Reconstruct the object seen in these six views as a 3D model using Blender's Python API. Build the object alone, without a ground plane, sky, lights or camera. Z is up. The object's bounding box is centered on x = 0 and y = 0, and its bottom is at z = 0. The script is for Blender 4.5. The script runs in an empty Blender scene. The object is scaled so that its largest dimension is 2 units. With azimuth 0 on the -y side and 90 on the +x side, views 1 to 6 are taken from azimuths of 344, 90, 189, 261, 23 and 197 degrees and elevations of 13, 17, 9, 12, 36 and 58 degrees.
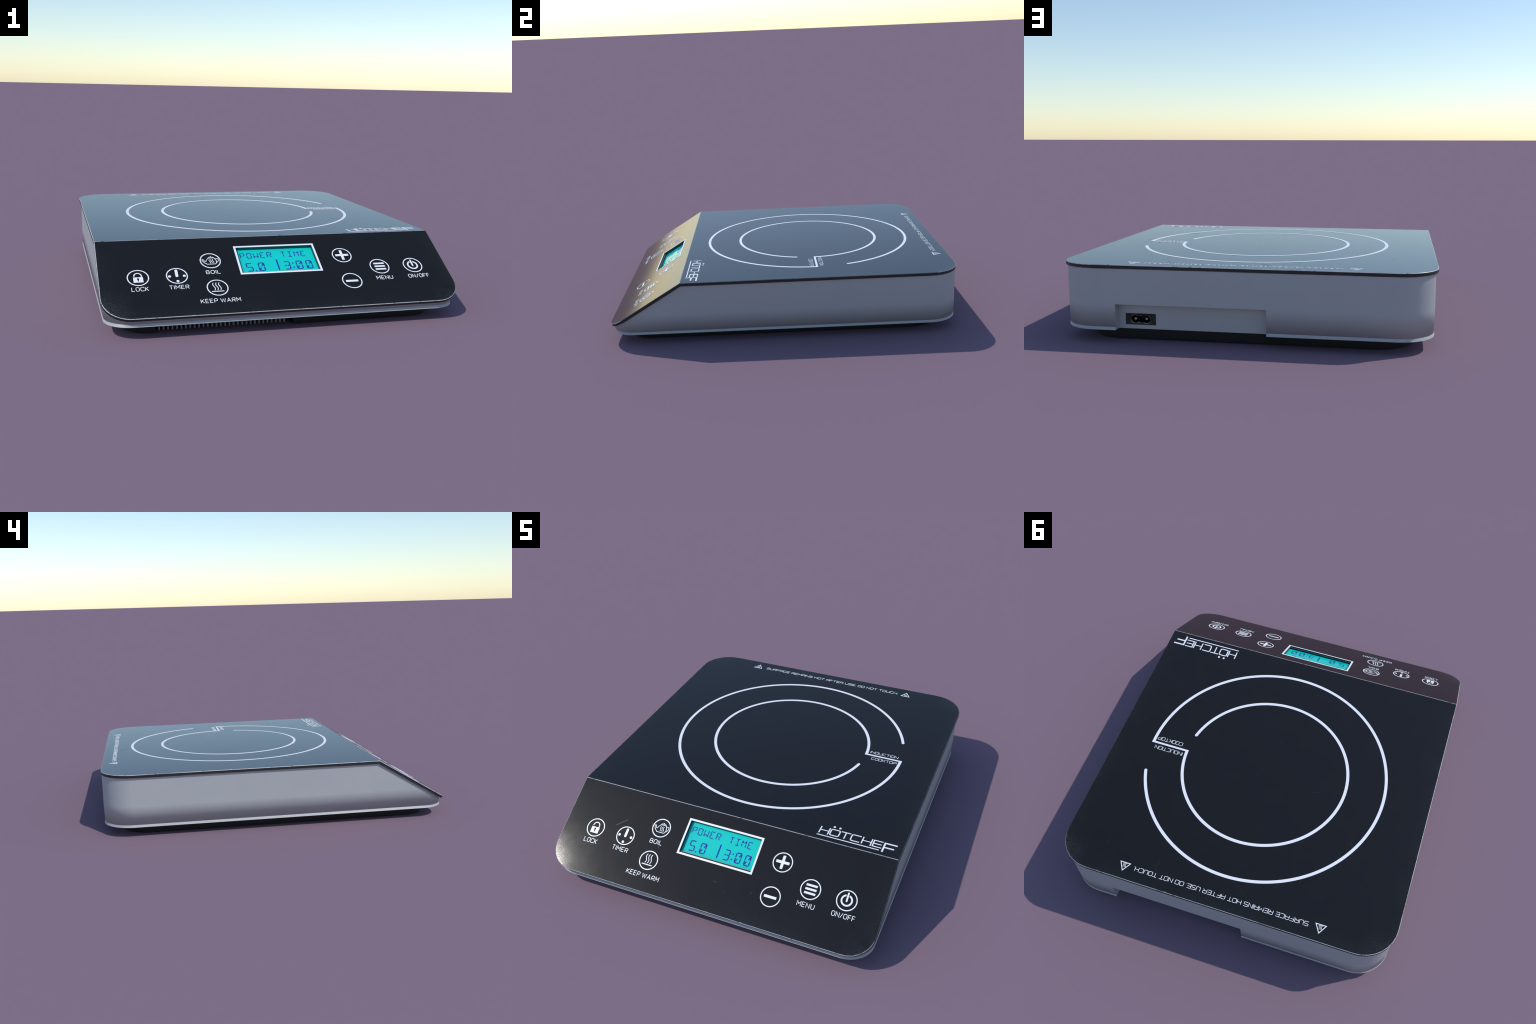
# Portable induction hob: grey moulded housing on a black base tray, a bent black
# glass plate (flat cooking surface + sloped control panel) with printed markings.
import bpy, bmesh, math, random
from math import sin, cos, pi, radians
from mathutils import Vector

random.seed(7)

# ----------------------------------------------------------------- dimensions
PX = 0.8597            # plate half width
PY0, PY1 = -1.0013, 1.0   # plate front edge (at foot of slope) and back edge
ZT = 0.3590            # top of cooking surface
TH = 0.0182            # plate thickness
YC = -0.575           # crease between cooking surface and control panel
ZF = 0.1022           # height of panel's lower front edge
RC, RF = 0.175, 0.130   # plate corner radius, back and front
SL = math.hypot(PY0 - YC, ZF - ZT)             # panel length down the slope
SD = Vector((0, (PY0 - YC) / SL, (ZF - ZT) / SL))   # down-slope direction
SN = Vector((0, SD.z, -SD.y))                  # panel normal
if SN.z < 0:
    SN = -SN
BX, BYF, BYB, BRB, BRF = 0.848, -0.983, 0.9965, 0.166, 0.126   # housing outline
ZL, ZLT = 0.0585, 0.0725                       # lip bottom / lip top
ZK = 0.1785                                    # notch ceiling, start of the darkening normal tilt
NX0, NX1, NY = -0.12, 0.572, 0.950             # cord notch in the back wall
SX0, SX1, SZ0, SZ1 = 0.397, 0.539, 0.0775, 0.1295   # power socket face


# ------------------------------------------------------------------ materials
def new_mat(name):
    m = bpy.data.materials.new(name)
    m.use_nodes = True
    nt = m.node_tree
    b = nt.nodes["Principled BSDF"]
    return m, nt, b


def N(nt, kind, **kw):
    n = nt.nodes.new(kind)
    for k, v in kw.items():
        if k.startswith("i_"):
            key = k[2:]
            n.inputs[int(key) if key.isdigit() else key].default_value = v
        else:
            setattr(n, k, v)
    return n


def L(nt, a, b):
    nt.links.new(a, b)


def noise(nt, vec, scale, detail=4.0, rough=0.55, dist=0.0):
    n = N(nt, "ShaderNodeTexNoise")
    n.inputs["Scale"].default_value = scale
    n.inputs["Detail"].default_value = detail
    n.inputs["Roughness"].default_value = rough
    n.inputs["Distortion"].default_value = dist
    L(nt, vec, n.inputs["Vector"])
    return n.outputs["Fac"]


def ramp(nt, fac, p0, p1, c0=(0, 0, 0, 1), c1=(1, 1, 1, 1)):
    r = N(nt, "ShaderNodeValToRGB")
    r.color_ramp.elements[0].position = p0
    r.color_ramp.elements[1].position = p1
    r.color_ramp.elements[0].color = c0
    r.color_ramp.elements[1].color = c1
    L(nt, fac, r.inputs["Fac"])
    return r.outputs["Color"]


def math_node(nt, op, a, b=None, clamp=False):
    n = N(nt, "ShaderNodeMath", operation=op, use_clamp=clamp)
    for i, v in enumerate((a, b)):
        if v is None:
            continue
        if isinstance(v, (int, float)):
            n.inputs[i].default_value = v
        else:
            L(nt, v, n.inputs[i])
    return n.outputs[0]


def mix_col(nt, fac, a, b):
    n = N(nt, "ShaderNodeMix", data_type="RGBA")
    if isinstance(fac, (int, float)):
        n.inputs[0].default_value = fac
    else:
        L(nt, fac, n.inputs[0])
    for i, v in ((6, a), (7, b)):
        if isinstance(v, tuple):
            n.inputs[i].default_value = v
        else:
            L(nt, v, n.inputs[i])
    return n.outputs[2]


def obj_coords(nt):
    return N(nt, "ShaderNodeTexCoord").outputs["Object"]


def mapped(nt, vec, scale=(1, 1, 1), rot=(0, 0, 0), loc=(0, 0, 0)):
    m = N(nt, "ShaderNodeMapping")
    m.inputs["Scale"].default_value = scale
    m.inputs["Rotation"].default_value = rot
    m.inputs["Location"].default_value = loc
    L(nt, vec, m.inputs["Vector"])
    return m.outputs["Vector"]


def glass_material(name, front):
    """glossy black glass; dusty scuffs gather along the rim and in the corners"""
    m, nt, b = new_mat(name)
    co = obj_coords(nt)
    sep = N(nt, "ShaderNodeSeparateXYZ")
    L(nt, co, sep.inputs[0])
    ex = math_node(nt, "SUBTRACT", PX, math_node(nt, "ABSOLUTE", sep.outputs[0]))
    ey = math_node(nt, "SUBTRACT", sep.outputs[1], PY0) if front else \
        math_node(nt, "SUBTRACT", PY1, sep.outputs[1])
    # rim mask: product keeps corners strongest
    mx = math_node(nt, "SUBTRACT", 1.0, math_node(nt, "DIVIDE", ex, 0.16), clamp=True)
    my = math_node(nt, "SUBTRACT", 1.0, math_node(nt, "DIVIDE", ey, 0.16), clamp=True)
    rim = math_node(nt, "ADD", math_node(nt, "POWER", mx, 3.0), math_node(nt, "POWER", my, 3.0), clamp=True)
    corner = math_node(nt, "MULTIPLY", mx, my)
    rim = math_node(nt, "ADD", math_node(nt, "MULTIPLY", rim, 0.25), math_node(nt, "MULTIPLY", corner, 1.3), clamp=True)
    patch = ramp(nt, noise(nt, co, 6.0, 3.0), 0.32, 0.62)
    grit = ramp(nt, noise(nt, co, 210.0, 3.0, 0.7), 0.40, 0.80)
    dust = math_node(nt, "MULTIPLY", math_node(nt, "MULTIPLY", rim, patch), grit)
    specks = ramp(nt, noise(nt, co, 70.0, 1.0), 0.785, 0.82)
    mark = math_node(nt, "ADD", math_node(nt, "MULTIPLY", dust, 0.85),
                     math_node(nt, "MULTIPLY", specks, 0.14), clamp=True)
    tone = mix_col(nt, noise(nt, co, 9.0, 5.0), (0.0088, 0.0078, 0.0074, 1), (0.0114, 0.0101, 0.0094, 1))  # black tinted warm to offset the blue sky reflection
    L(nt, mix_col(nt, mark, tone, (0.10, 0.105, 0.11, 1)), b.inputs["Base Color"])
    rg = math_node(nt, "ADD", GLASS_ROUGH - 0.01, math_node(nt, "MULTIPLY", noise(nt, co, 14.0, 5.0), 0.02))
    rg = math_node(nt, "ADD", rg, math_node(nt, "MULTIPLY", mark, 0.06))
    L(nt, rg, b.inputs["Roughness"])
    b.inputs["IOR"].default_value = 1.5
    b.inputs["Specular IOR Level"].default_value = 0.46 if front else 0.5
    return m


def worn_edge_material(name, lo, hi, wear=(0.36, 0.37, 0.39, 1), c0=0.30, c1=0.44):
    """black edge with the coating rubbed off to pale grey in runs and chips"""
    m, nt, b = new_mat(name)
    co = obj_coords(nt)
    run = ramp(nt, noise(nt, co, 3.2, 3.0, 0.6), lo, hi)
    chip = ramp(nt, noise(nt, co, 60.0, 3.0, 0.6), c0, c1)
    k = math_node(nt, "MULTIPLY", run, chip)
    # the right-hand flank was handled least: wear there is faint
    sep = N(nt, "ShaderNodeSeparateXYZ")
    L(nt, co, sep.inputs[0])
    flank = math_node(nt, "GREATER_THAN", sep.outputs[0], PX - 0.006)
    k = math_node(nt, "MULTIPLY", k, math_node(nt, "SUBTRACT", 1.0, math_node(nt, "MULTIPLY", flank, 0.8)))
    L(nt, mix_col(nt, k, (0.010, 0.011, 0.013, 1), wear), b.inputs["Base Color"])
    b.inputs["Roughness"].default_value = 0.45
    return m


def edge_side_material():
    m, nt, b = new_mat("plate_edge_black")
    co = obj_coords(nt)
    chip = ramp(nt, noise(nt, mapped(nt, co, (1, 1, 2.5)), 26.0, 4.0, 0.65), 0.66, 0.80)
    grain = mix_col(nt, noise(nt, co, 55.0, 3.0), (0.0075, 0.0078, 0.009, 1), (0.016, 0.016, 0.018, 1))
    L(nt, mix_col(nt, math_node(nt, "MULTIPLY", chip, 0.7), grain, (0.075, 0.076, 0.085, 1)), b.inputs["Base Color"])
    b.inputs["Roughness"].default_value = 0.5
    return m


def plastic_material(name, col, rough, grain=0.06, marks=True):
    m, nt, b = new_mat(name)
    co = obj_coords(nt)
    c0 = tuple(c * (1 - grain) for c in col) + (1,)
    c1 = tuple(c * (1 + grain) for c in col) + (1,)
    base = mix_col(nt, noise(nt, co, 5.0, 5.0), c0, c1)
    if marks:
        sm = ramp(nt, noise(nt, co, 46.0, 2.0, 0.5), 0.745, 0.80)
        base = mix_col(nt, math_node(nt, "MULTIPLY", sm, 0.22), base, tuple(c * 0.45 for c in col) + (1,))
    L(nt, base, b.inputs["Base Color"])
    b.inputs["Roughness"].default_value = rough
    bp = N(nt, "ShaderNodeBump")
    bp.inputs["Strength"].default_value = 0.04
    bp.inputs["Distance"].default_value = 0.002
    L(nt, noise(nt, co, 380.0, 2.0), bp.inputs["Height"])
    L(nt, bp.outputs[0], b.inputs["Normal"])
    return m


def lip_material(col):
    m, nt, b = new_mat("housing_lip")
    co = obj_coords(nt)
    smudge = ramp(nt, noise(nt, co, 34.0, 5.0, 0.7), 0.50, 0.72)
    L(nt, mix_col(nt, math_node(nt, "MULTIPLY", smudge, 0.35), tuple(col) + (1,), tuple(c * 0.62 for c in col) + (1,)), b.inputs["Base Color"])
    b.inputs["Roughness"].default_value = 0.5
    return m


def black_grain_material(name, a, c, rough=0.6, scale=120.0):
    m, nt, b = new_mat(name)
    co = obj_coords(nt)
    f = ramp(nt, noise(nt, co, scale, 4.0, 0.7), 0.48, 0.85)
    L(nt, mix_col(nt, f, a + (1,), c + (1,)), b.inputs["Base Color"])
    b.inputs["Roughness"].default_value = rough
    return m


def plain_material(name, col, rough, metallic=0.0, grain=0.04, ior=1.5):
    m, nt, b = new_mat(name)
    co = obj_coords(nt)
    L(nt, mix_col(nt, noise(nt, co, 40.0, 3.0), tuple(c * (1 - grain) for c in col) + (1,),
                  tuple(min(1, c * (1 + grain)) for c in col) + (1,)), b.inputs["Base Color"])
    b.inputs["Roughness"].default_value = rough
    b.inputs["Metallic"].default_value = metallic
    b.inputs["IOR"].default_value = ior
    return m


GLASS_ROUGH = 0.070
HOUSING = (0.400, 0.410, 0.425)
M_GLASS = glass_material("black_glass", False)
M_PANEL = glass_material("black_glass_panel", True)
M_WORN = worn_edge_material("worn_edge", 0.28, 0.44, (0.50, 0.51, 0.53, 1))
M_CREASE = worn_edge_material("worn_crease", 0.20, 0.34, (0.34, 0.345, 0.36, 1))
M_UNDER = worn_edge_material("worn_under_edge", 0.42, 0.52, (0.26, 0.265, 0.28, 1))
M_SIDE = edge_side_material()
M_BODY = plastic_material("grey_plastic", HOUSING, 0.5)
M_LIP = lip_material(HOUSING)
M_BASE = black_grain_material("black_base_plastic", (0.0045, 0.0052, 0.0056), (0.016, 0.019, 0.019))
M_FIN = black_grain_material("dark_grey_fin", (0.17, 0.18, 0.19), (0.08, 0.085, 0.09), 0.5, 60.0)
M_WHITE = plain_material("white_print", (0.92, 0.935, 0.965), 0.4, grain=0.015)
M_SCREEN = plain_material("cyan_screen", (0.006, 0.655, 0.575), 0.10, grain=0.01)
M_WELL = plain_material("dark_cyan_well", (0.003, 0.060, 0.058), 0.45)
M_LEDGE = plain_material("rubbed_ledge_edge", (0.40, 0.40, 0.42), 0.4)
M_SCRATCH = plain_material("hairline_scratch", (0.032, 0.032, 0.033), 0.35)
M_CHIP = plain_material("pale_chip", (0.22, 0.225, 0.235), 0.5, grain=0.4)
M_SEG = plain_material("blue_segment", (0.022, 0.040, 0.36), 0.12, grain=0.02)
M_SEGBAR = plain_material("deep_blue_segment", (0.004, 0.016, 0.40), 0.12, grain=0.02)
M_SOCK = black_grain_material("socket_black", (0.0045, 0.005, 0.006), (0.014, 0.0145, 0.017), 0.5)
M_SOCKWELL = plain_material("socket_well_black", (0.002, 0.002, 0.002), 0.6)
M_SOCKRIM = worn_edge_material("socket_rim_pale", 0.05, 0.10, (0.34, 0.34, 0.37, 1), 0.46, 0.54)
M_PIN = plain_material("brass_pin", (0.62, 0.40, 0.20), 0.32, metallic=1.0)
M_PINTIP = plain_material("pin_tip", (0.45, 0.38, 0.37), 0.4, metallic=0.7)


# -------------------------------------------------------------------- helpers
root = bpy.data.objects.new("induction_cooktop", None)
bpy.context.scene.collection.objects.link(root)
root["label"] = "grey portable induction hob with black glass top and blue display"
root["category"] = "induction cooktop"


def make_object(name, bm, mats, parent, angle=None, recalc=True):
    if recalc:
        bmesh.ops.recalc_face_normals(bm, faces=bm.faces[:])
    me = bpy.data.meshes.new(name)
    bm.to_mesh(me)
    bm.free()
    for m in mats:
        me.materials.append(m)
    ob = bpy.data.objects.new(name, me)
    bpy.context.scene.collection.objects.link(ob)
    ob.parent = parent
    if angle is not None:
        me.shade_smooth()
        me.set_sharp_from_angle(angle=radians(angle))
    return ob


def arc(cx, cy, r, a0, a1, n):
    return [(cx + r * cos(radians(a0 + (a1 - a0) * i / n)), cy + r * sin(radians(a0 + (a1 - a0) * i / n))) for i in range(n + 1)]


def top_map(u, v, h):
    return Vector((u, v, ZT + h))


def slope_map(u, s, h):
    return Vector((u, YC, ZT)) + SD * s + SN * h


SCREEN_D = -0.0168


def screen_map(u, s, h):
    return slope_map(u, s, SCREEN_D + h)


def loop_faces(bm, A, B, mat, closed=True):
    n = len(A)
    out = []
    for i in range(n if closed else n - 1):
        j = (i + 1) % n
        f = bm.faces.new((A[i], A[j], B[j], B[i]))
        f.material_index = mat
        out.append(f)
    return out


def fill_loops(bm, loops, mat):
    """triangulated face bounded by an outer loop and any hole loops"""
    es = []
    for lp in loops:
        for i in range(len(lp)):
            a, b = lp[i], lp[(i + 1) % len(lp)]
            es.append(bm.edges.get((a, b)) or bm.edges.new((a, b)))
    res = bmesh.ops.triangle_fill(bm, use_beauty=True, use_dissolve=False, edges=es)
    for g in res["geom"]:
        if isinstance(g, bmesh.types.BMFace):
            g.material_index = mat


# ---------------------------------------------------------------- glass plate
CH = 0.0026      # worn chamfer on the upper edge


def inset_loop(pts, d):
    """offset a closed counter-clockwise outline inwards by d"""
    n, out = len(pts), []
    for i in range(n):
        p0, p1, p2 = Vector(pts[i - 1]), Vector(pts[i]), Vector(pts[(i + 1) % n])
        e1, e2 = (p1 - p0).normalized(), (p2 - p1).normalized()
        n1, n2 = Vector((-e1.y, e1.x)), Vector((-e2.y, e2.x))
        b = (n1 + n2).normalized()
        out.append(tuple(p1 + b * d / max(0.3, b.dot(n1))))
    return out


SEG = 8


def build_cooking_plate():
    # outline walks right crease -> back right -> back left -> left crease
    def outline(i):
        r = RC - i
        return ([(PX - i, YC)] + arc(PX - RC, PY1 - RC, r, 0, 90, SEG) +
                arc(-PX + RC, PY1 - RC, r, 90, 180, SEG) + [(-PX + i, YC)])
    bm = bmesh.new()
    # underside crease point sits on the mitre between both slabs
    def ring(i, h, dy=0.0):
        pts = outline(i)
        vs = []
        for k, (x, y) in enumerate(pts):
            yy = y + dy if k in (0, len(pts) - 1) else y
            vs.append(bm.verts.new((x, yy, ZT + h)))
        return vs
    # mitre: line through crease bisecting both slabs
    bis = (Vector((0, 0, 1)) + SN).normalized()
    def mit(h):
        return bis.y / bis.z * h
    cw = 0.0022      # worn strip along the crease
    t_in = ring(CH, 0.0)
    for k in (0, -1):
        t_in[k].co.y += cw
    t_cr = [bm.verts.new((PX - CH, YC, ZT)), bm.verts.new((-PX + CH, YC, ZT))]
    e0 = ring(0, -CH, mit(-CH))
    e1 = ring(0, -TH + 0.0018, mit(-TH + 0.0018))
    e2 = ring(0.0016, -TH, mit(-TH))
    top = bm.faces.new(t_in)
    top.material_index = 0
    f = bm.faces.new((t_in[0], t_in[-1], t_cr[1], t_cr[0])); f.material_index = 2
    loop_faces(bm, t_in, e0, 1, closed=False)
    for a, c, e in ((t_in[0], t_cr[0], e0[0]), (t_in[-1], t_cr[1], e0[-1])):
        f = bm.faces.new((a, c, e)); f.material_index = 1
    loop_faces(bm, e0, e1, 3, closed=False)
    loop_faces(bm, e1, e2, 4, closed=False)
    f = bm.faces.new(e2); f.material_index = 3
    return make_object("cooking_plate", bm, [M_GLASS, M_WORN, M_CREASE, M_SIDE, M_UNDER], root, 40)


PANEL_LEAN = 0.75
WIN = (-0.1935, 0.1935, 0.0790, 0.2510)     # display window: x0 x1 s0 s1


def build_control_panel():
    def outline(i):
        r = RF - i
        return ([(-PX + i, 0.0)] + [(-PX + RF - r * cos(radians(a)), SL - RF + r * sin(radians(a))) for a in [90 * k / SEG for k in range(SEG + 1)]] +
                [(PX - RF + r * sin(radians(a)), SL - RF + r * cos(radians(a))) for a in [90 * k / SEG for k in range(SEG + 1)]] + [(PX - i, 0.0)])
    bm = bmesh.new()
    bis = (Vector((0, 0, 1)) + SN).normalized()
    # in panel coordinates the mitre with the flat slab shifts s by tan(half angle)*depth
    half = math.acos(SN.z) / 2
    def ring(i, h):
        pts = outline(i)
        vs = []
        for k, (x, s) in enumerate(pts):
            ss = s - math.tan(half) * h if k in (0, len(pts) - 1) else s
            vs.append(bm.verts.new(slope_map(x, ss, h)))
        return vs
    cw = 0.0022
    t_in = ring(CH, 0.0)
    for k in (0, -1):
        t_in[k].co += SD * cw
    t_cr = [bm.verts.new(slope_map(-PX + CH, 0, 0)), bm.verts.new(slope_map(PX - CH, 0, 0))]
    e0 = ring(0, -CH)
    e1 = ring(0, -TH + 0.0018)
    e2 = ring(0.0016, -TH)
    # window well
    x0, x1, s0, s1 = WIN
    cs = [(x0, s0), (x0, s1), (x1, s1), (x1, s0)]
    w0 = [bm.verts.new(slope_map(x, s, 0)) for x, s in cs]
    w1 = [bm.verts.new(slope_map(x, s, -TH)) for x, s in cs]
    fill_loops(bm, [t_in, w0], 0)
    loop_faces(bm, w0, w1, 5)
    f = bm.faces.new((t_in[0], t_in[-1], t_cr[1], t_cr[0])); f.material_index = 2
    loop_faces(bm, t_in, e0, 1, closed=False)
    for a, c, e in ((t_in[0], t_cr[0], e0[0]), (t_in[-1], t_cr[1], e0[-1])):
        f = bm.faces.new((a, c, e)); f.material_index = 1
    loop_faces(bm, e0, e1, 3, closed=False)
    loop_faces(bm, e1, e2, 4, closed=False)
    fill_loops(bm, [e2, w1], 3)
    ob = make_object("control_panel", bm, [M_PANEL, M_WORN, M_CREASE, M_SIDE, M_UNDER, M_WELL], root, 40)
    # flat glass; normals tipped forward to shift the horizon reflection and sun glint
    me = ob.data
    tip = math.atan2(-SN.y, SN.z) + radians(PANEL_LEAN)
    lean = Vector((0, -sin(tip), cos(tip)))
    cn = [Vector(c.vector) for c in me.corner_normals]
    for p in me.polygons:
        if p.material_index == 0:
            for li in p.loop_indices:
                cn[li] = lean
    me.normals_split_custom_set(cn)
    return ob


plate = build_cooking_plate()
panel = build_control_panel()


# -------------------------------------------------------------------- housing
def housing_top(y):
    """underside of the glass above the housing wall"""
    flat = ZT - TH
    slope = ZT + (y - YC) * (ZF - ZT) / (PY0 - YC) - TH / SN.z
    return min(flat, slope) + 0.0008


def rounded_outline(x, y0, y1, rf, r, n, splits_x_back=(), step=0.03, splits_y=()):
    """closed ccw outline with outward normals; straight runs are subdivided"""
    def run(a, b, extra):
        ts = sorted({a, b} | set(e for e in extra if min(a, b) < e < max(a, b)))
        k = max(1, int(abs(b - a) / step))
        for i in range(1, k):
            t = a + (b - a) * i / k
            if all(abs(t - e) > step * 0.3 for e in ts):
                ts.append(t)
        ts = sorted(ts, reverse=b < a)
        return ts[:-1]
    P = []
    for v in run(y0 + rf, y1 - r, splits_y):
        P.append((x, v, 1, 0))
    for i in range(n):
        a = radians(90 * i / n); P.append((x - r + r * cos(a), y1 - r + r * sin(a), cos(a), sin(a)))
    for v in run(x - r, -x + r, splits_x_back):
        P.append((v, y1, 0, 1))
    for i in range(n):
        a = radians(90 + 90 * i / n); P.append((-x + r + r * cos(a), y1 - r + r * sin(a), cos(a), sin(a)))
    for v in run(y1 - r, y0 + rf, splits_y):
        P.append((-x, v, -1, 0))
    for i in range(n):
        a = radians(180 + 90 * i / n); P.append((-x + rf + rf * cos(a), y0 + rf + rf * sin(a), cos(a), sin(a)))
    for v in run(-x + rf, x - rf, ()):
        P.append((v, y0, 0, -1))
    for i in range(n):
        a = radians(270 + 90 * i / n); P.append((x - rf + rf * cos(a), y0 + rf + rf * sin(a), cos(a), sin(a)))
    return P


def build_housing():
    yk = YC + TH * math.tan(math.acos(SN.z) / 2)      # underside crease
    P = rounded_outline(BX, BYF, BYB, BRF, BRB, 10, (NX0, NX1), 0.03, (yk,))
    bm = bmesh.new()
    LIPN, LOWN, UPN = 4, 10, 8
    cols, info = [], {}
    for x, y, nx, ny in P:
        t = housing_top(y)
        mid = min(ZK, ZLT + 0.55 * (t - ZLT))
        zs = [ZL + (ZLT - ZL) * i / LIPN for i in range(LIPN)]
        zs += [ZLT + (mid - ZLT) * i / LOWN for i in range(LOWN)]
        zs += [mid + (t - mid) * i / UPN for i in range(UPN + 1)]
        col = []
        for k, z in enumerate(zs):
            # the wall tucks in a little above the lip
            tuck = 0.0
            if z > ZL and z < ZK:
                if k <= LIPN:
                    tuck = 0.0024 * ((z - ZL) / (ZLT - ZL)) ** 2
                else:
                    tuck = 0.0024 * max(0.0, 1 - (z - ZLT) / (ZK - ZLT)) ** 1.5
            v = bm.verts.new((x - nx * tuck, y - ny * tuck, z))
            info[v] = (nx, ny, z)
            col.append(v)
        cols.append(col)
    n = len(cols)
    KN = LIPN + LOWN            # level index of notch ceiling on the back wall
    wall = []
    ceil_edge = []
    for i in range(n):
        a, b = cols[i], cols[(i + 1) % n]
        inside = all(abs(c[0].co.y - BYB) < 1e-6 and NX0 - 1e-5 <= c[0].co.x <= NX1 + 1e-5 for c in (a, b))
        for k in range(len(a) - 1):
            if inside and k < KN:
                continue
            f = bm.faces.new((a[k], b[k], b[k + 1], a[k + 1]))
            f.material_index = 1 if k < LIPN else 0
            f.smooth = True
            wall.append(f)
        if inside:
            ceil_edge += [(a[KN], b[KN])]
    # notch: ceiling, side cheeks, recessed back wall
    def v(x, y, z):
        return bm.verts.new((x, y, z))
    ci0, ci1 = v(NX0, NY, ZK), v(NX1, NY, ZK)
    cb0, cb1 = v(NX0, NY, ZL), v(NX1, NY, ZL)
    row = [ceil_edge[0][0]] + [e[1] for e in ceil_edge]       # runs from NX1 to NX0
    row2 = [v(r.co.x, BYB, ZK) for r in row]
    bm.faces.new(row2 + [ci0, ci1])
    pocket = [v(x, NY, z) for x, z in ((SX0 + 0.003, SZ0 + 0.003), (SX1 - 0.003, SZ0 + 0.003), (SX1 - 0.003, SZ1 - 0.003), (SX0 + 0.003, SZ1 - 0.003))]
    fill_loops(bm, [[ci0, ci1, cb1, cb0], pocket], 0)
    for xx, ct, cb in ((NX0, ci0, cb0), (NX1, ci1, cb1)):
        col = next(c for c in cols if abs(c[0].co.x - xx) < 1e-6 and c[0].co.y > 0.9)
        bm.faces.new([v(q.co.x, q.co.y, q.co.z) for q in col[:KN + 1]] + [ct, cb])
    # underside skirt, seen only from very low: ring in to the base tray
    lo = [c[0] for c in cols]
    low = []
    for c in cols:
        x, y, z = c[0].co
        low.append(bm.verts.new((x, y, ZL)))
    keep = [w for w in low if not (w.co.y > BYB - 1e-4 and NX0 + 1e-4 < w.co.x < NX1 - 1e-4)]
    out = []
    for w in keep:
        out.append(w)
        if abs(w.co.y - BYB) < 1e-4 and abs(w.co.x - NX1) < 1e-4:
            out += [v(NX1, NY, ZL), v(NX0, NY, ZL)]
    for w in low:
        if w not in keep:
            bm.verts.remove(w)
    f = bm.faces.new(out)
    bmesh.ops.triangulate(bm, faces=[f])
    # upper closing face under the glass
    tops = [c[-1] for c in cols]
    bm.normal_update()
    bm.faces.ensure_lookup_table()
    wall_idx = set()
    bm.verts.index_update(); bm.faces.index_update()
    wall_idx = {f.index for f in wall}
    lip_idx = {f.index for f in wall if f.material_index == 1}
    vinfo = {vv.index: t for vv, t in info.items()}
    # face orientation: outward for the wall
    for f in wall:
        c = f.calc_center_median()
        nx, ny, z = info[f.verts[0]]
        if f.normal.x * nx + f.normal.y * ny < 0:
            f.normal_flip()
    me = bpy.data.meshes.new("housing")
    bm.to_mesh(me)
    bm.free()
    for m in (M_BODY, M_LIP):
        me.materials.append(m)
    # normals tilted down to darken the straight wall's foot, up to brighten the lip
    def wall_normal(nx, ny, z, lip):
        if lip:
            a = radians(34)
        else:
            t = max(0.0, min(1.0, (ZK - z) / (ZK - ZLT)))
            a = -radians(58) * t
        return Vector((nx * cos(a), ny * cos(a), sin(a)))
    nr = []
    for p in me.polygons:
        for li in p.loop_indices:
            if p.index in wall_idx:
                nx, ny, z = vinfo[me.loops[li].vertex_index]
                nr.append(wall_normal(nx, ny, z, p.index in lip_idx))
            else:
                nr.append(p.normal.copy())
    me.normals_split_custom_set(nr)
    ob = bpy.data.objects.new("housing", me)
    bpy.context.scene.collection.objects.link(ob)
    ob.parent = root
    return ob


housing = build_housing()


# ------------------------------------------------------------------ base tray
TX, TY0, TY1, TR, TF = 0.762, -0.896, 0.9105, 0.180, 0.128
VX0, VX1, VY = -0.622, 0.028, -0.70         # air intake opening in the front wall


def build_base():
    def outl(i):
        r = TR - i
        P = arc(TX - TR, TY1 - TR, r, 0, 90, 10) + arc(-TX + TR, TY1 - TR, r, 90, 180, 10)
        q = TF - i
        P += arc(-TX + TF, TY0 + TF, q, 180, 265, 9)
        y = TY0 + i
        P += [(VX0 - i, y), (VX0 - i, VY), (VX1 + i, VY), (VX1 + i, y)]
        P += arc(TX - TF, TY0 + TF, q, 270, 360, 10)
        return P
    bm = bmesh.new()
    rings = []
    for i, z in ((0.004, 0.0), (0.0012, 0.0012), (0.0, 0.004), (0.0, ZL + 0.001)):
        rings.append([bm.verts.new((x, y, z)) for x, y in outl(i)])
    for a, b in zip(rings, rings[1:]):
        loop_faces(bm, a, b, 0)
    for rg in (rings[0], rings[-1]):
        fill_loops(bm, [rg], 0)
    return make_object("base_tray", bm, [M_BASE], root, 35)


base = build_base()


def box_bm(x0, x1, y0, y1, z0, z1, bev=0.0):
    bm = bmesh.new()
    bmesh.ops.create_cube(bm, size=1.0)
    for w in bm.verts:
        w.co = Vector((x0 if w.co.x < 0 else x1, y0 if w.co.y < 0 else y1, z0 if w.co.z < 0 else z1))
    if bev:
        bmesh.ops.bevel(bm, geom=bm.edges[:], offset=bev, segments=1, affect='EDGES')
    return bm


FINS, FX0, FX1 = 30, -0.6028, -0.0155
fin0 = make_object("vent_fin", box_bm(-0.0036, 0.0036, -0.889, -0.72, 0.0085, ZL + 0.0005, 0.0008), [M_FIN], base)
fin0.location.x = FX0
for i in range(1, FINS):
    f = fin0.copy()
    f.location.x = FX0 + (FX1 - FX0) * i / (FINS - 1)
    bpy.context.scene.collection.objects.link(f)


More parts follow.
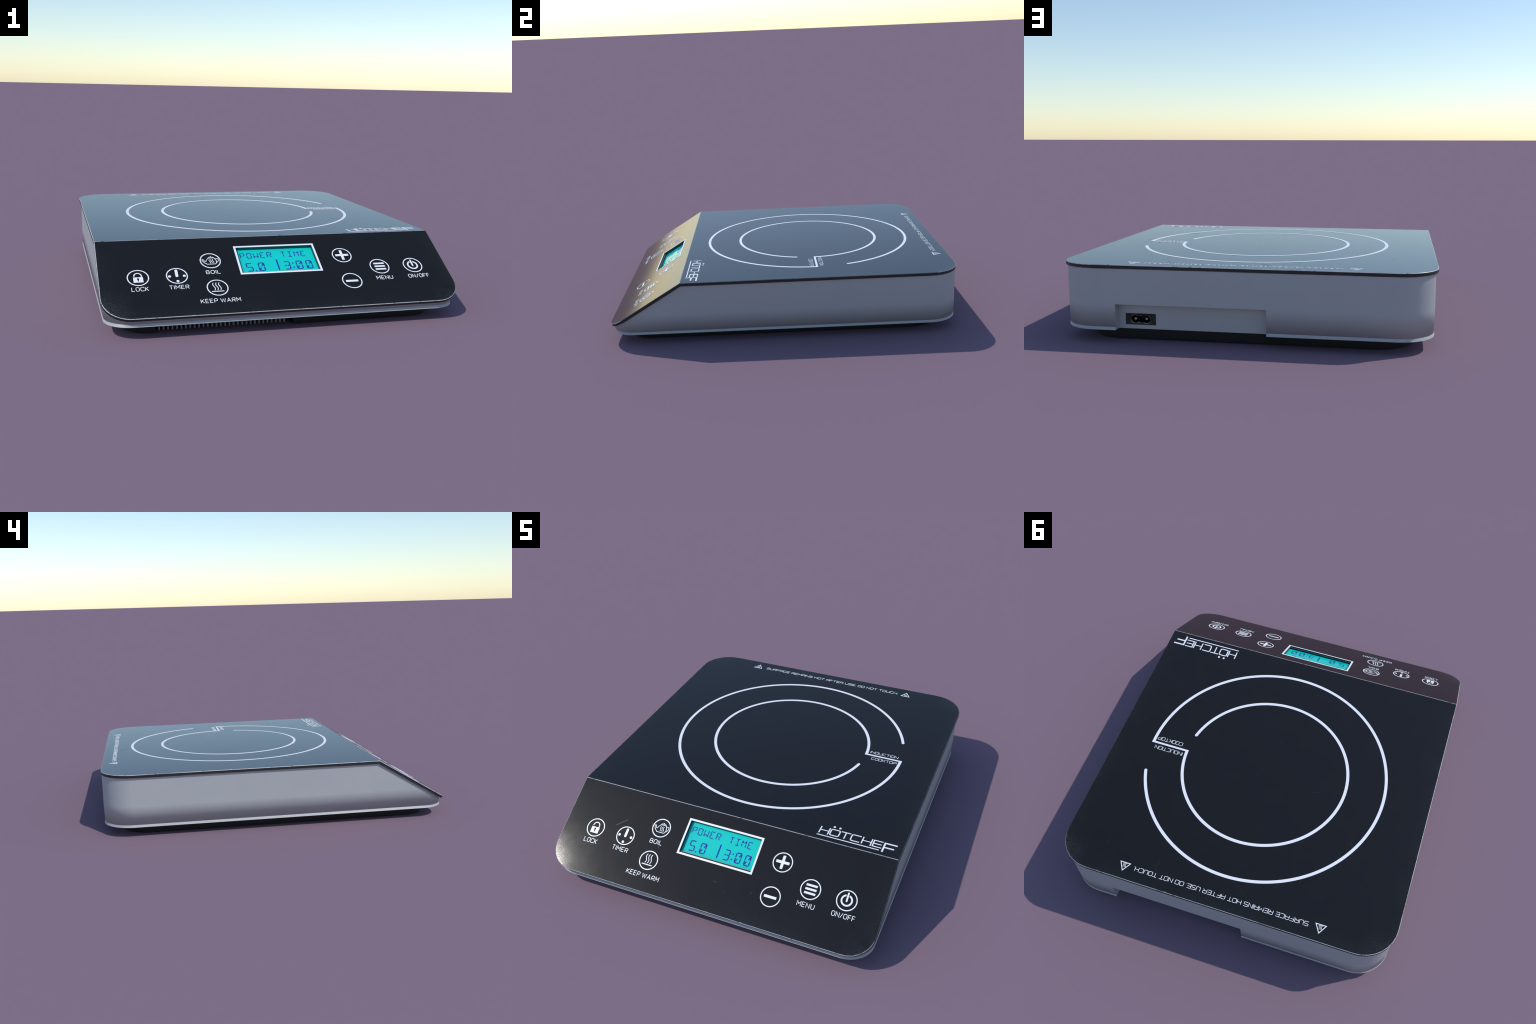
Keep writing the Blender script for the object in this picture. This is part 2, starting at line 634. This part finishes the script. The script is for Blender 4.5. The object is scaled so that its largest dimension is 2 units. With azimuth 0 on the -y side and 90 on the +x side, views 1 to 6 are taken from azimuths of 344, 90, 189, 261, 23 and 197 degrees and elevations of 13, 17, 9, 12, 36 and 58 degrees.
# --------------------------------------------------------------- power socket
def build_socket():
    x0, x1, z0, z1 = SX0, SX1, SZ0, SZ1
    cz, ca, cb, r = 0.1040, 0.4945, 0.4415, 0.0185
    yf, d = NY + 0.002, 0.062
    bm = bmesh.new()
    def eight(rr):
        # two lobes joined by a waist
        waist = 0.80
        out = []
        a0 = 52
        out += [(ca + rr * cos(radians(a)), cz + rr * sin(radians(a))) for a in [-180 + a0 + (360 - 2 * a0) * k / 18 for k in range(19)]]
        out += [(cb + rr * cos(radians(a)), cz + rr * sin(radians(a))) for a in [a0 + (360 - 2 * a0) * k / 18 for k in range(19)]]
        return out
    outer = [(x0, z0), (x1, z0), (x1, z1), (x0, z1)]
    fo = [bm.verts.new((x, yf, z)) for x, z in outer]
    bo = [bm.verts.new((x, NY - 0.001, z)) for x, z in outer]
    h0 = [bm.verts.new((x, yf, z)) for x, z in eight(r + 0.0022)]
    h1 = [bm.verts.new((x, yf - 0.0012, z)) for x, z in eight(r)]
    h2 = [bm.verts.new((x, yf - d, z)) for x, z in eight(r)]
    fill_loops(bm, [fo, h0], 0)
    loop_faces(bm, fo, bo, 0)
    loop_faces(bm, h0, h1, 1)
    loop_faces(bm, h1, h2, 2)
    f = bm.faces.new(h2); f.material_index = 2
    ob = make_object("power_socket", bm, [M_SOCK, M_SOCKRIM, M_SOCKWELL], root, 30)
    # pins reach from the back of the well almost to its mouth
    bm = bmesh.new()
    prof = [(0.0, 0.0), (0.0044, 0.0), (0.0060, -0.0016), (0.0060, -0.058)]
    rings = [[bm.verts.new((rr * cos(2 * pi * k / 20), y, rr * sin(2 * pi * k / 20))) for k in range(20)] for rr, y in prof[1:]]
    f = bm.faces.new(rings[0]); f.material_index = 1
    loop_faces(bm, rings[0], rings[1], 1)
    loop_faces(bm, rings[1], rings[2], 0)
    pin = make_object("socket_pin", bm, [M_PIN, M_PINTIP], ob, 40)
    pin.location = (0.4925, yf - 0.001, cz + 0.001)
    p2 = pin.copy()
    p2.location.x = 0.4405
    bpy.context.scene.collection.objects.link(p2)
    return ob


socket = build_socket()


# -------------------------------------------------------------- print engine
class Print:
    """thin raised ink: strokes and filled shapes laid on one of the surfaces"""
    def __init__(self, mapping, h=0.0007):
        self.bm, self.map, self.h, self.k = bmesh.new(), mapping, h, 0

    def height(self):
        self.k += 1
        return self.h + 0.00006 * (self.k % 5)      # overlapping strokes never share a plane

    def prism(self, polys, mat=0):
        """polys: list of 2D convex/any loops sharing one stroke"""
        h = self.height()
        for loop in polys:
            t = [self.bm.verts.new(self.map(u, v, h)) for u, v in loop]
            b = [self.bm.verts.new(self.map(u, v, -0.0003)) for u, v in loop]
            f = self.bm.faces.new(t); f.material_index = mat
            loop_faces(self.bm, t, b, mat)

    def stroke(self, pts, w, closed=False, cap="butt", mat=0):
        h = self.height()
        P = [Vector(p) for p in pts]
        n = len(P)
        left, right = [], []
        for i in range(n):
            if closed:
                a, b, c = P[i - 1], P[i], P[(i + 1) % n]
            else:
                a, b, c = P[max(0, i - 1)], P[i], P[min(n - 1, i + 1)]
            d1 = (b - a).normalized() if (b - a).length > 1e-9 else (c - b).normalized()
            d2 = (c - b).normalized() if (c - b).length > 1e-9 else d1
            n1, n2 = Vector((-d1.y, d1.x)), Vector((-d2.y, d2.x))
            m = n1 + n2
            m = m.normalized() if m.length > 1e-6 else n1
            off = m * (w / 2) / max(0.45, m.dot(n1))
            if cap == "square" and not closed:
                if i == 0: b = b - d2 * w / 2
                if i == n - 1: b = b + d1 * w / 2
            left.append(b + off); right.append(b - off)
        mk = lambda q, hh: self.bm.verts.new(self.map(q.x, q.y, hh))
        lt, rt = [mk(q, h) for q in left], [mk(q, h) for q in right]
        lb, rb = [mk(q, -0.0003) for q in left], [mk(q, -0.0003) for q in right]
        for A, B in ((lt, rt), (lb, lt), (rt, rb)):
            for f in loop_faces(self.bm, A, B, mat, closed):
                pass
        if not closed:
            for i in (0, -1):
                if cap == "round":
                    d = (P[0] - P[1]).normalized() if i == 0 else (P[-1] - P[-2]).normalized()
                    nn = Vector((-d.y, d.x))
                    fan = [P[i] + nn * (w / 2) * cos(a) + d * (w / 2) * sin(a) for a in [pi * k / 8 for k in range(9)]]
                    hh = h
                    f = self.bm.faces.new([mk(q, hh) for q in fan]); f.material_index = mat
                else:
                    f = self.bm.faces.new((lt[i], rt[i], rb[i], lb[i])); f.material_index = mat

    def disc(self, u, v, r, n=20, mat=0):
        self.prism([[(u + r * cos(2 * pi * k / n), v + r * sin(2 * pi * k / n)) for k in range(n)]], mat)

    def circle(self, u, v, r, w, n=56):
        self.stroke([(u + r * cos(2 * pi * k / n), v + r * sin(2 * pi * k / n)) for k in range(n)], w, closed=True)

    def rect(self, u0, v0, u1, v1, mat=0):
        self.prism([[(u0, v0), (u1, v0), (u1, v1), (u0, v1)]], mat)

    def holed(self, outer, inner):
        h = self.height()
        mk = lambda lp, hh: [self.bm.verts.new(self.map(u, v, hh)) for u, v in lp]
        o, i = mk(outer, h), mk(inner, h)
        fill_loops(self.bm, [o, i], 0)
        loop_faces(self.bm, o, mk(outer, -0.0003), 0)
        loop_faces(self.bm, i, mk(inner, -0.0003), 0)

    def done(self, name, parent, mats=None):
        # make every face look out of the surface it lies on
        up = (self.map(0, 0, 1) - self.map(0, 0, 0)).normalized()
        bm = self.bm
        bm.normal_update()
        for f in bm.faces:
            if f.normal.dot(up) < -0.5:
                f.normal_flip()
        return make_object(name, bm, mats or [M_WHITE], parent, recalc=False)


def rnd(pts, r, n=4, closed=False):
    """round the corners of a polyline"""
    out, m = [], len(pts)
    for i, p in enumerate(pts):
        if not closed and i in (0, m - 1):
            out.append(p); continue
        p = Vector(p); a = Vector(pts[i - 1]); c = Vector(pts[(i + 1) % m])
        da, dc = a - p, c - p
        ra = min(r, da.length * 0.5, dc.length * 0.5)
        s, e = p + da.normalized() * ra, p + dc.normalized() * ra
        for k in range(n + 1):
            t = k / n
            q = s * (1 - t) ** 2 + p * 2 * t * (1 - t) + e * t * t
            out.append((q.x, q.y))
    return out


# wide squared lettering: width, strokes (x in units of width, y in cap heights), corner radius per stroke
WIDE = {
    "H": (1.0, [([(0, 0), (0, 1)], 0), ([(1, 0), (1, 1)], 0), ([(0, .5), (1, .5)], 0)]),
    "O": (1.0, [([(0, 0), (1, 0), (1, 1), (0, 1)], -.22)]),
    "T": (1.0, [([(0, 1), (1, 1)], 0), ([(.5, 0), (.5, 1)], 0)]),
    "C": (1.0, [([(1, 1), (0, 1), (0, 0), (1, 0)], .22)]),
    "E": (.95, [([(1, 1), (0, 1), (0, 0), (1, 0)], 0), ([(0, .5), (.95, .5)], 0)]),
    "F": (.95, [([(1, 1), (0, 1), (0, 0)], .1), ([(0, .48), (.9, .48)], 0)]),
    "S": (1.0, [([(1, 1), (0, 1), (0, .52), (1, .52), (1, 0), (0, 0)], .2)]),
    "U": (1.0, [([(0, 1), (0, 0), (1, 0), (1, 1)], .25)]),
    "R": (1.0, [([(0, 0), (0, 1), (1, 1), (1, .42), (0, .42)], .2), ([(.55, .42), (1, 0)], 0)]),
    "A": (1.0, [([(0, 0), (0, 1), (1, 1), (1, 0)], .3), ([(0, .4), (1, .4)], 0)]),
    "M": (1.15, [([(0, 0), (0, 1), (.5, .35), (1, 1), (1, 0)], 0)]),
    "N": (1.0, [([(0, 0), (0, 1), (1, 0), (1, 1)], 0)]),
    "I": (0.0, [([(0, 0), (0, 1)], 0)]),
    "D": (1.0, [([(0, 0), (1, 0), (1, 1), (0, 1)], -.2)]),
    "K": (.95, [([(0, 0), (0, 1)], 0), ([(1, 1), (.45, .5), (1, 0)], 0), ([(0, .5), (.45, .5)], 0)]),
    "P": (1.0, [([(0, 0), (0, 1), (1, 1), (1, .42), (0, .42)], .2)]),
    ".": (0.0, [([(0, 0), (0, .12)], 0)]),
}
# rounded narrow lettering for the key labels
LABEL = {
    "L": (.62, [([(0, 1), (0, 0), (1, 0)], 0)]),
    "O": (.74, [([(0, 0), (1, 0), (1, 1), (0, 1)], -.36)]),
    "C": (.70, [([(1, .76), (1, 1), (0, 1), (0, 0), (1, 0), (1, .24)], .30)]),
    "K": (.68, [([(0, 0), (0, 1)], 0), ([(1, 1), (.08, .42)], 0), ([(.35, .58), (1, 0)], 0)]),
    "T": (.66, [([(0, 1), (1, 1)], 0), ([(.5, 0), (.5, 1)], 0)]),
    "I": (0.0, [([(0, 0), (0, 1)], 0)]),
    "M": (.82, [([(0, 0), (0, 1), (.5, .38), (1, 1), (1, 0)], 0)]),
    "E": (.62, [([(1, 1), (0, 1), (0, 0), (1, 0)], 0), ([(0, .5), (.85, .5)], 0)]),
    "R": (.68, [([(0, 0), (0, 1), (1, 1), (1, .45), (0, .45)], .26), ([(.5, .45), (1, 0)], 0)]),
    "B": (.68, [([(0, .5), (0, 1), (.92, 1), (.92, .52), (0, .52)], .2), ([(0, .52), (1, .52), (1, 0), (0, 0), (0, .52)], .2)]),
    "P": (.66, [([(0, 0), (0, 1), (1, 1), (1, .42), (0, .42)], .26)]),
    "W": (1.05, [([(0, 1), (.25, 0), (.5, .85), (.75, 0), (1, 1)], 0)]),
    "A": (.78, [([(0, 0), (.5, 1), (1, 0)], 0), ([(.2, .3), (.8, .3)], 0)]),
    "N": (.72, [([(0, 0), (0, 1), (1, 0), (1, 1)], 0)]),
    "U": (.72, [([(0, 1), (0, 0), (1, 0), (1, 1)], .36)]),
    "F": (.60, [([(1, 1), (0, 1), (0, 0)], 0), ([(0, .5), (.85, .5)], 0)]),
    "/": (.45, [([(0, 0), (1, 1)], 0)]),
}


def text(pr, font, s, x0, x1, vb, vt, w, gap=0.30, space=0.62, cap="butt"):
    """lay s between stroke edges x0..x1, baseline vb and cap line vt (edge to edge)"""
    sg = 1 if vt > vb else -1
    b, H = vb + sg * w / 2, (vt - vb) - sg * w
    adv = 0.0
    slots = []
    for ch in s:
        if ch == " ":
            adv += space - gap; continue
        gw = font[ch][0]
        slots.append((ch, adv, gw))
        adv += gw + gap
    total = adv - gap
    k = (x1 - x0 - w) / total
    for ch, a, gw in slots:
        ox = x0 + w / 2 + a * k
        for pts, r in font[ch][1]:
            q = [(ox + px * gw * k, b + py * H) for px, py in pts]
            if r < 0:
                pr.stroke(rnd(q, -r * abs(H), 5, True), w, closed=True)
            else:
                pr.stroke(rnd(q, r * abs(H), 4) if r else q, w, cap=cap if len(q) > 2 or True else cap)


# ----------------------------------------------------- cooking surface prints
pr = Print(top_map)
OC, OR_, IC, IR = (0.0205, 0.1872), 0.6396, (0.0250, 0.1900), 0.4405
RW = 0.0158
pr.stroke(arc(OC[0], OC[1], OR_, 18.4, 361.6, 180), RW)
pr.disc(*arc(OC[0], OC[1], OR_, 18.4, 19, 1)[0], RW / 2)
pr.stroke(arc(IC[0], IC[1], IR, 2.0, 347.6, 150), RW)
pr.disc(*arc(IC[0], IC[1], IR, 347.6, 348, 1)[0], RW / 2)
pr.stroke([(0.4572, 0.2062), (0.6680, 0.2062)], 0.0112)
pr.done("cooking_zone_ring", plate)

pr = Print(top_map)
text(pr, WIDE, "INDUCTION", 0.4815, 0.6405, 0.2240, 0.2460, 0.0021, 0.24)
pr.done("zone_lettering", plate)
pr = Print(top_map)
text(pr, WIDE, "COOKTOP", 0.5025, 0.6455, 0.1655, 0.1880, 0.0021, 0.24)
pr.done("zone_lettering", plate)

pr = Print(top_map)
text(pr, WIDE, "SURFACE REMAINS HOT AFTER USE. DO NOT TOUCH.", -0.4455, 0.4530, 0.9190, 0.9425, 0.0024, 0.26, 0.78)
pr.done("warning_lettering", plate)


def steam(pr, xc, v0, v1, amp, w, sgn=1, cap="butt"):
    pts = []
    for k in range(15):
        t = k / 14
        pts.append((xc - sgn * amp * sin(2 * pi * t), v0 + (v1 - v0) * t))
    pr.stroke(pts, w, cap=cap)


for cx in (-0.5035, 0.5040):
    pr = Print(top_map)
    pr.stroke([(cx - 0.0255, 0.9145), (cx + 0.0255, 0.9145), (cx, 0.9570)], 0.0042, closed=True)
    for dx in (-0.0055, 0.0, 0.0055):
        steam(pr, cx + dx, 0.9385, 0.9225, 0.0016, 0.0019)
    pr.stroke([(cx - 0.0105, 0.9196), (cx + 0.0105, 0.9196)], 0.0022)
    pr.done("hot_surface_symbol", plate)

# brand lettering: thin squared capitals, underline, and a taller bold last letter
pr = Print(top_map)
lw, t0, b0 = 0.0060, -0.4830, -0.5272
for x0, x1 in ((0.4460, 0.4900), (0.6605, 0.7045)):
    pr.stroke([(x0, t0 + lw / 2), (x0, b0 - lw / 2)], lw)
    pr.stroke([(x1, t0 + lw / 2), (x1, b0 - lw / 2)], lw)
    pr.stroke([(x0, -0.5050), (x1, -0.5050)], lw * 0.85)
pr.stroke(rnd([(0.4990, b0), (0.5435, b0), (0.5435, t0), (0.4990, t0)], 0.009, 5, True), lw, closed=True)
for x in (0.5062, 0.5352):
    pr.disc(x, -0.4640, 0.0062)
pr.stroke([(0.5490, t0), (0.5975, t0)], lw)
pr.stroke([(0.5732, t0), (0.5732, b0 - lw / 2)], lw)
pr.stroke(rnd([(0.6495, t0), (0.6040, t0), (0.6040, b0), (0.6495, b0)], 0.009, 5), lw)
pr.stroke([(0.7580, t0), (0.7145, t0), (0.7145, b0), (0.7590, b0)], lw)
pr.stroke([(0.7145, -0.5055), (0.7550, -0.5055)], lw)
pr.stroke([(0.4405, -0.5440), (0.7520, -0.5440)], 0.0056)
pr.stroke([(0.8280, -0.4852), (0.7680, -0.4852), (0.7680, -0.5510)], 0.0086)
pr.stroke([(0.7680, -0.5160), (0.8185, -0.5160)], 0.0086)
pr.done("brand_lettering", plate)

# ------------------------------------------------------- control panel prints
CR, CW = 0.0476, 0.0051


def key(name, cx, cs, draw):
    pr = Print(slope_map)
    pr.circle(cx, cs, CR, CW)
    draw(pr)
    return pr.done(name, panel)


def draw_lock(pr):
    x0, x1, s0, s1 = -0.7044, -0.6600, 0.2482, 0.2812
    kx, ks, r = -0.6827, 0.2592, 0.0054
    hole = [(kx + r * cos(radians(a)), ks + r * sin(radians(a))) for a in range(125, 416, 20)]
    hole += [(kx + 0.0026, 0.2668), (kx + 0.0030, 0.2745), (kx - 0.0030, 0.2745), (kx - 0.0026, 0.2668)]
    pr.holed([(x0, s0), (x1, s0), (x1, s1), (x0, s1)], hole)
    cx, cs, rr = -0.6827, 0.2395, 0.0166
    pr.stroke([(cx - rr, 0.2435)] + arc(cx, cs, rr, 180, 360, 18) + [(cx + rr, 0.2490)], 0.0052)


def draw_timer(pr):
    pr.stroke([(-0.5050, 0.2165), (-0.5050, 0.2515)], 0.0132, cap="round")
    for x, s in ((-0.5390, 0.2520), (-0.4710, 0.2520), (-0.5050, 0.2838)):
        pr.disc(x, s, 0.0070)


def draw_kettle(pr):
    w = 0.0028
    # spout, belly and foot drawn as one outline
    pr.stroke(rnd([(-0.3655, 0.1515), (-0.3735, 0.1520), (-0.3660, 0.1690), (-0.3600, 0.1765), (-0.3545, 0.1790), (-0.3523, 0.1838), (-0.3098, 0.1838),
                   (-0.3035, 0.1720), (-0.3050, 0.1555), (-0.3125, 0.1430)], 0.006, 4), w + 0.0006)
    pr.stroke(rnd([(-0.3655, 0.1515), (-0.3610, 0.1635), (-0.3545, 0.1672), (-0.3520, 0.1560), (-0.3410, 0.1436)], 0.005, 4), w)
    pr.stroke([(-0.3420, 0.1434), (-0.3120, 0.1434)], w)
    pr.stroke(rnd([(-0.3405, 0.1434), (-0.3375, 0.1372), (-0.3170, 0.1372), (-0.3130, 0.1434)], 0.006, 4), w)
    pr.disc(-0.3275, 0.1348, 0.0032, 14)
    pr.stroke(rnd([(-0.3080, 0.1500), (-0.3030, 0.1470), (-0.2945, 0.1480), (-0.2925, 0.1590), (-0.2985, 0.1700), (-0.3050, 0.1755)], 0.007, 4), w)
    for x in (-0.3360, -0.3278, -0.3196):
        steam(pr, x, 0.1515, 0.1775, 0.0024, 0.0026)


def draw_warm(pr):
    for x in (-0.3458, -0.3322, -0.3186):
        steam(pr, x, 0.3060, 0.3528, 0.0040, 0.0037)
    pr.stroke([(-0.3600, 0.3600), (-0.3036, 0.3600)], 0.0050)


def draw_plus(pr):
    c, s, a, w = 0.3320, 0.1602, 0.0338, 0.0068
    pr.prism([[(c - w, s - a), (c + w, s - a), (c + w, s - w), (c - w, s - w)],
              [(c - a, s - w), (c + a, s - w), (c + a, s + w), (c - a, s + w)],
              [(c - w, s + w), (c + w, s + w), (c + w, s + a), (c - w, s + a)]])


def draw_minus(pr):
    pr.rect(0.2975, 0.3322, 0.3600, 0.3448)


def draw_menu(pr):
    for s in (0.2302, 0.2497, 0.2692):
        pr.rect(0.4770, s - 0.0052, 0.5325, s + 0.0052)


def draw_power(pr):
    pr.stroke([(0.6814, 0.2175), (0.6814, 0.2560)], 0.0082, cap="round")
    pr.stroke(arc(0.6814, 0.2524, 0.0246, -90 + 19, 270 - 19, 40), 0.0080)


key("lock_icon", -0.6824, 0.2517, draw_lock)
key("timer_icon", -0.5048, 0.2500, draw_timer)
key("kettle_icon", -0.3329, 0.1606, draw_kettle)
key("keep_warm_icon", -0.3305, 0.3371, draw_warm)
key("plus_icon", 0.3318, 0.1610, draw_plus)
key("minus_icon", 0.3297, 0.3371, draw_minus)
key("menu_icon", 0.5032, 0.2500, draw_menu)
key("power_icon", 0.6816, 0.2523, draw_power)

for word, x0, x1, sb, st in (("LOCK", -0.7190, -0.6420, 0.3358, 0.3098), ("TIMER", -0.5500, -0.4585, 0.3345, 0.3095),
                             ("BOIL", -0.3670, -0.2968, 0.2482, 0.2238), ("KEEP WARM", -0.4225, -0.2380, 0.4290, 0.4040),
                             ("MENU", 0.4600, 0.5470, 0.3395, 0.3145), ("ON/OFF", 0.6300, 0.7430, 0.3388, 0.3135)):
    pr = Print(slope_map)
    text(pr, LABEL, word, x0, x1, sb, st, 0.0028, 0.32, 0.70, cap="butt")
    pr.done("key_label", panel)

# ------------------------------------------------------------------- display
pr = Print(slope_map, 0.0009)
fx, f0, f1, fw = 0.1996, 0.0738, 0.2566, 0.0098
pr.stroke([(-fx, f0), (fx, f0), (fx, f1), (-fx, f1)], fw, closed=True)
pr.done("screen_frame", panel)

bm = bmesh.new()
x0, x1, s0, s1 = WIN
g = 0.003
cs = [(x0 - g, s0 - g), (x1 + g, s0 - g), (x1 + g, s1 + g), (x0 - g, s1 + g)]
a = [bm.verts.new(screen_map(u, s, 0)) for u, s in cs]
b = [bm.verts.new(screen_map(u, s, -0.004)) for u, s in cs]
bm.faces.new(a); bm.faces.new(b); loop_faces(bm, a, b, 0)
screen = make_object("display_screen", bm, [M_SCREEN], panel)

# black ledge along the lower side of the well, its inner edge rubbed bright
pr = Print(lambda u, v, h: slope_map(u, v, -0.0062 + h), 0.0)
pr.rect(WIN[0], 0.2434, WIN[1], WIN[3], 0)
pr.rect(WIN[0], 0.2424, WIN[1], 0.2434, 1)
led = pr.done("screen_ledge", panel, [M_SOCKWELL, M_LEDGE])

# fourteen-segment characters
SEGS = {"a": (0, 0, 1, 0), "b": (1, 0, 1, .5), "c": (1, .5, 1, 1), "d": (0, 1, 1, 1), "e": (0, .5, 0, 1), "f": (0, 0, 0, .5),
        "g": (0, .5, .5, .5), "h": (.5, .5, 1, .5), "i": (.5, 0, .5, .5), "m": (.5, .5, .5, 1),
        "p": (0, 0, .5, .5), "j": (1, 0, .5, .5), "k": (0, 1, .5, .5), "l": (1, 1, .5, .5)}
CHARS = {"P": "abfghe", "O": "abcdef", "W": "bcefkl", "E": "afged", "R": "abfghel", "T": "aim", "I": "aimd",
         "M": "bcefpj", "5": "afghcd", "0": "abcdefjk", "3": "abghcd"}


def segment_char(pr, ch, x, s, w, h, lw):
    for c in CHARS[ch]:
        u0, v0, u1, v1 = SEGS[c]
        A, B = Vector((x + lw / 2 + u0 * (w - lw), s + lw / 2 + v0 * (h - lw))), Vector((x + lw / 2 + u1 * (w - lw), s + lw / 2 + v1 * (h - lw)))
        d = (B - A).normalized()
        diag = c in "pjkl"
        k = lw * (0.30 if diag else 0.16)
        A, B = A + d * k, B - d * (k if not diag else lw * 0.9)
        nrm = Vector((-d.y, d.x)) * lw / 2
        t = min(lw * 0.34, (B - A).length * 0.3)
        hexa = [A, A + d * t + nrm, B - d * t + nrm, B, B - d * t - nrm, A + d * t - nrm]
        pr.prism([[(q.x, q.y) for q in hexa]])


def screen_word(name, items, w, h, s, lw, dots=()):
    pr = Print(screen_map, 0.0004)
    for ch, x in items:
        segment_char(pr, ch, x, s, w, h, lw)
    for x, ss in dots:
        pr.rect(x - lw * 0.62, ss - lw * 0.62, x + lw * 0.62, ss + lw * 0.62)
    pr.done(name, panel, [M_SEG])


screen_word("display_word", [(c, -0.1785 + 0.0336 * i) for i, c in enumerate("POWER")], 0.0248, 0.0380, 0.1015, 0.0043)
screen_word("display_word", [(c, 0.0285 + 0.0336 * i) for i, c in enumerate("TIME")], 0.0248, 0.0380, 0.1015, 0.0043)
screen_word("display_number", [("5", -0.1620), ("0", -0.1030)], 0.0330, 0.0570, 0.1710, 0.0057, [(-0.1175, 0.2252)])
screen_word("display_number", [("3", 0.0265), ("0", 0.0885), ("0", 0.1385)], 0.0326, 0.0570, 0.1690, 0.0057, [(0.0735, 0.1840), (0.0735, 0.2130)])
pr = Print(screen_map, 0.0004)
pr.rect(-0.0060, 0.1545, 0.0004, 0.2252)
pr.done("display_divider", panel, [M_SEGBAR])

# --------------------------------------------------------- hairline scratches
rng = random.Random(21)
for mapping, parent, box, count in ((top_map, plate, (-0.8, 0.8, -0.42, 0.89), 15), (slope_map, panel, (-0.8, 0.8, 0.03, 0.46), 7)):
    pr = Print(mapping, 0.00015)
    for i in range(count):
        u, v = rng.uniform(box[0], box[1]), rng.uniform(box[2], box[3])
        if mapping is slope_map and abs(u) < 0.30 and v < 0.30:
            v = rng.uniform(0.33, 0.45)
        a, ln = rng.uniform(0, pi), rng.choice((0.012, 0.02, 0.035, 0.07))
        d = Vector((cos(a), sin(a))) * ln / 2
        bow = Vector((-d.y, d.x)) * rng.uniform(-0.12, 0.12)
        pts = [(u - d.x, v - d.y), (u + bow.x, v + bow.y), (u + d.x, v + d.y)]
        pr.stroke(pts, rng.uniform(0.0007, 0.0012))
    ob = pr.done("scratch_marks", parent, [M_SCRATCH])
    ob["kind"] = "stuff"

# ------------------------------------------------- pale chips along worn edges
rng = random.Random(5)


def chips(mapping, parent, edge_points, count):
    """edge_points(t) -> point on the rim and inward direction; chips cluster at corners"""
    pr = Print(mapping, 0.0001)
    for i in range(count):
        p, inw = edge_points(rng.random())
        along = Vector((-inw.y, inw.x))
        ln, w = rng.choice((0.003, 0.005, 0.008, 0.014)), rng.uniform(0.0006, 0.0024)
        c = p + inw * (CH + w * 0.4)
        loop = []
        for k in range(7):
            a = 2 * pi * k / 7
            q = c + along * ln / 2 * cos(a) * rng.uniform(0.6, 1.1) + inw * w / 2 * sin(a) * rng.uniform(0.5, 1.2)
            loop.append((q.x, q.y))
        pr.prism([loop])
    ob = pr.done("edge_chips", parent, [M_CHIP])
    ob["kind"] = "stuff"


def back_rim(t):
    # back edge with its two corners, then the left flank
    if t < 0.45:
        side = 1 if t < 0.26 else -1
        a = radians(rng.uniform(0, 90))
        d = Vector((side * cos(a), sin(a)))
        return Vector((side * (PX - RC), PY1 - RC)) + d * RC, -d
    if t < 0.75:
        return Vector((rng.uniform(-PX + RC, PX - RC), PY1)), Vector((0, -1))
    return Vector((-PX, rng.uniform(YC, PY1 - RC))), Vector((1, 0))


def front_rim(t):
    if t < 0.40:
        side = 1 if t < 0.24 else -1
        a = radians(rng.uniform(0, 90))
        d = Vector((side * cos(a), sin(a)))
        return Vector((side * (PX - RF), SL - RF)) + d * RF, -d
    if t < 0.62:
        return Vector((rng.uniform(-PX + RF, PX - RF), SL)), Vector((0, -1))
    if t < 0.75:
        return Vector((-PX, rng.uniform(0.02, SL - RF))), Vector((1, 0))
    return Vector((rng.uniform(-0.8, 0.8), -CH * 0.4)), Vector((0, 1))


chips(top_map, plate, back_rim, 46)
chips(slope_map, panel, front_rim, 60)

bpy.context.view_layer.update()
